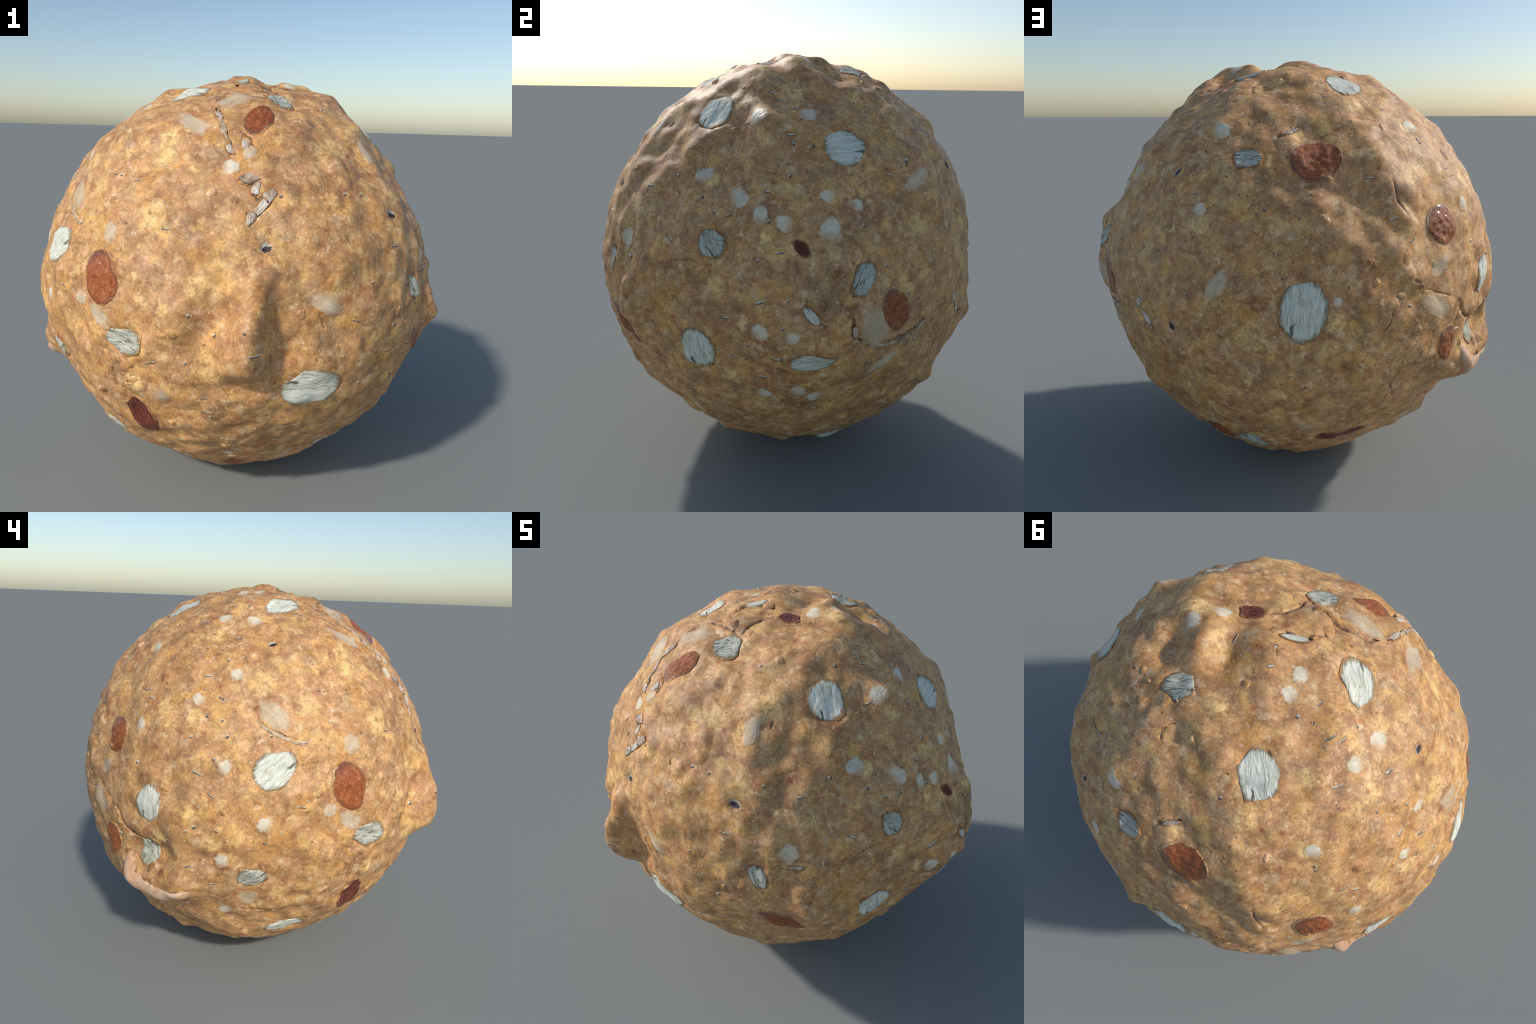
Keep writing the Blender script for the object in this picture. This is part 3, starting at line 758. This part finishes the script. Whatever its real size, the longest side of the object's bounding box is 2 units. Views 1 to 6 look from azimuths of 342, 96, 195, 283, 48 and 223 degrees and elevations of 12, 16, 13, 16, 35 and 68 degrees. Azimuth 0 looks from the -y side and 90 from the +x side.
# ------------------------------------------------------------------ building
SKIN = dough_group()
MATERIALS = {
    "dough_body": material("dough", mat_dough),
    "oat_flake": material("oat", mat_oat),
    "oat_fragment": material("ragged_oat", mat_oat_fragment),
    "raisin": material("raisin", mat_raisin),
    "raisin_shard": material("dark_fruit", mat_raisin_shard),
    "nut_chip": material("nut", soft_piece(0.45, 0.96, (0.60, 0.45, 0.28), (0.72, 0.58, 0.42), 0.92)),
    "nut_slice": material("nut_slice", soft_piece(0.55, 0.96, (0.54, 0.38, 0.22), (0.64, 0.51, 0.35), 0.92)),
    "pale_crumb": material("crumb", soft_piece(0.42, 0.96, (0.72, 0.62, 0.44), (0.82, 0.74, 0.58), 0.95, True)),
    "seed": material("seed", mat_seed),
    "dough_crumb": material("dough_crumb", mat_dough_crumb),
    "nut_skin": material("nut_skin", mat_nut_skin),
    "crease": material("crease", mat_crease),
    "skin_rim": material("skin_rim", mat_skin_rim),
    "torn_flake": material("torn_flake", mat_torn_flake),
    "grain_speck": material("grain", mat_bran),
    "bran_sliver": material("bran", mat_bran),
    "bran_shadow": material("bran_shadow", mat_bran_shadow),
}
MATERIALS["oat_edge"] = MATERIALS["oat_flake"]

ball = bpy.data.objects.new("oat_dough_ball", None)
ball["label"] = "bumpy orange-brown dough ball with oat flakes, raisins and nut chips"
ball["category"] = "snack ball"
bpy.context.scene.collection.objects.link(ball)


def add(name, verts, faces, mat, matrix=None, parent=ball):
    me = bpy.data.meshes.new(name)
    me.from_pydata([tuple(v) for v in verts], [], faces)
    me.polygons.foreach_set("use_smooth", [True] * len(me.polygons))
    me.materials.append(mat)
    me.update()
    ob = bpy.data.objects.new(name, me)
    bpy.context.scene.collection.objects.link(ob)
    ob.parent = parent
    if matrix is not None:
        ob.matrix_world = matrix
    return ob


# the dough: a fine sphere pushed out to its skin
bm = bmesh.new()
bmesh.ops.create_icosphere(bm, subdivisions=LEVEL, radius=1.0)
body_mesh = bpy.data.meshes.new("dough_body")
bm.to_mesh(body_mesh)
bm.free()
D = np.empty(len(body_mesh.vertices) * 3)
body_mesh.vertices.foreach_get("co", D)
D = D.reshape(-1, 3)
D /= np.linalg.norm(D, axis=1)[:, None]
P = CENTRE + D * skin_radius(D)[:, None]
LOW = P[:, 2].min()
body_mesh.vertices.foreach_set("co", P.ravel())
body_mesh.polygons.foreach_set("use_smooth", [True] * len(body_mesh.polygons))
body_mesh.materials.append(MATERIALS["dough_body"])
body_mesh.update()
body = bpy.data.objects.new("dough_body", body_mesh)
bpy.context.scene.collection.objects.link(body)
body.parent = ball

# flakes, fruit, nuts, crumbs and seeds, each in its own normalised frame
for piece in PIECES:
    verts, faces = piece.mesh()
    origin = CENTRE + piece.n * piece.level
    deep = 0.5 * (piece.half[0] + piece.half[1])
    axes = np.stack([piece.x * piece.half[0], piece.y * piece.half[1], piece.n * deep], 1)
    flat = (verts - origin) @ np.linalg.inv(axes).T
    matrix = Matrix([[*axes[i], origin[i]] for i in range(3)] + [[0, 0, 0, 1]])
    name = {"oat_edge": "oat_flake"}.get(piece.kind, piece.kind)
    add(name, flat, faces, MATERIALS[piece.kind], matrix)

# the strip of nut skin that rims the hollow of the largest knob
d, t = along(NUT_SKIN_EDGE, step=0.008, wander=0.0)
add("nut_skin", *ribbon(d, t, 0.100, 0.004, ball_radius, hump=0.013, rough=0.25), MATERIALS["nut_skin"])

# rims of thin skin curling up beside some pieces
for line in CURLED_RIMS:
    d, t = along(line, wander=0.004)
    add("skin_rim", *ribbon(d, t, 0.015, 0.0012, ball_radius, hump=0.0022, rough=0.8), MATERIALS["skin_rim"])

# creases: dark bottoms
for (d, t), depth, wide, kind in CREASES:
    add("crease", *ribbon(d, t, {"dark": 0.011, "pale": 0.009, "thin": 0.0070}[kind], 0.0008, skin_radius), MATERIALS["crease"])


def joined(name, parts, mat):
    V, F, n = [], [], 0
    for v, f in parts:
        V += [tuple(p) for p in v]
        F += [tuple(i + n for i in q) for q in f]
        n += len(v)
    ob = add(name, V, F, mat)
    ob["kind"] = "stuff"


rng = np.random.default_rng(21)
places = [direction(a, e) for a, e in BRAN_SLIVERS]
while len(places) < 75:
    v = rng.normal(size=3)
    places.append(v / np.linalg.norm(v))
straws, shades = [], []
for n in places:
    az, el = math.degrees(math.atan2(n[1], n[0])), math.degrees(math.asin(n[2]))
    x, y, n = tangent_frame(az, el, rng.normal(0, 14))
    L = rng.uniform(0.035, 0.062)
    s = np.linspace(-1, 1, 14)
    line = n + s[:, None] * L / 2 * x + (0.002 * s ** 2)[:, None] * y
    line /= np.linalg.norm(line, axis=1)[:, None]
    straws.append(ribbon(line, (s + 1) / 2, 0.0060, 0.0008, ball_radius, hump=0.0008))
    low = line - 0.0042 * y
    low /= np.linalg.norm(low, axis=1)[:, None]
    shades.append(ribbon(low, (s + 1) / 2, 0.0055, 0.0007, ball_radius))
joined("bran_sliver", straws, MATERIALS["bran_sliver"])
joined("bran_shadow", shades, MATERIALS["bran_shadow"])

places = [direction(a, e) for a, e in GRAIN_SPECKS]
while len(places) < 90:
    v = rng.normal(size=3)
    places.append(v / np.linalg.norm(v))
grains, speck_shadows = [], []
for n in places:
    az, el = math.degrees(math.atan2(n[1], n[0])), math.degrees(math.asin(n[2]))
    x, y, n = tangent_frame(az, el, rng.normal(10, 30))
    L = rng.uniform(0.012, 0.022)
    s = np.linspace(-1, 1, 8)
    for side, store, wide, lift in ((0.003, grains, 0.008, 0.0010), (-0.0035, speck_shadows, 0.010, 0.0008)):  # second strip is a dark object modelling the speck's shadow
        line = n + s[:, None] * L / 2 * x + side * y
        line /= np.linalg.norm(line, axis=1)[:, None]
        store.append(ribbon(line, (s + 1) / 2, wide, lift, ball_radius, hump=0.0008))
joined("grain_speck", grains, MATERIALS["grain_speck"])
joined("grain_speck_shadow", speck_shadows, MATERIALS["bran_shadow"])
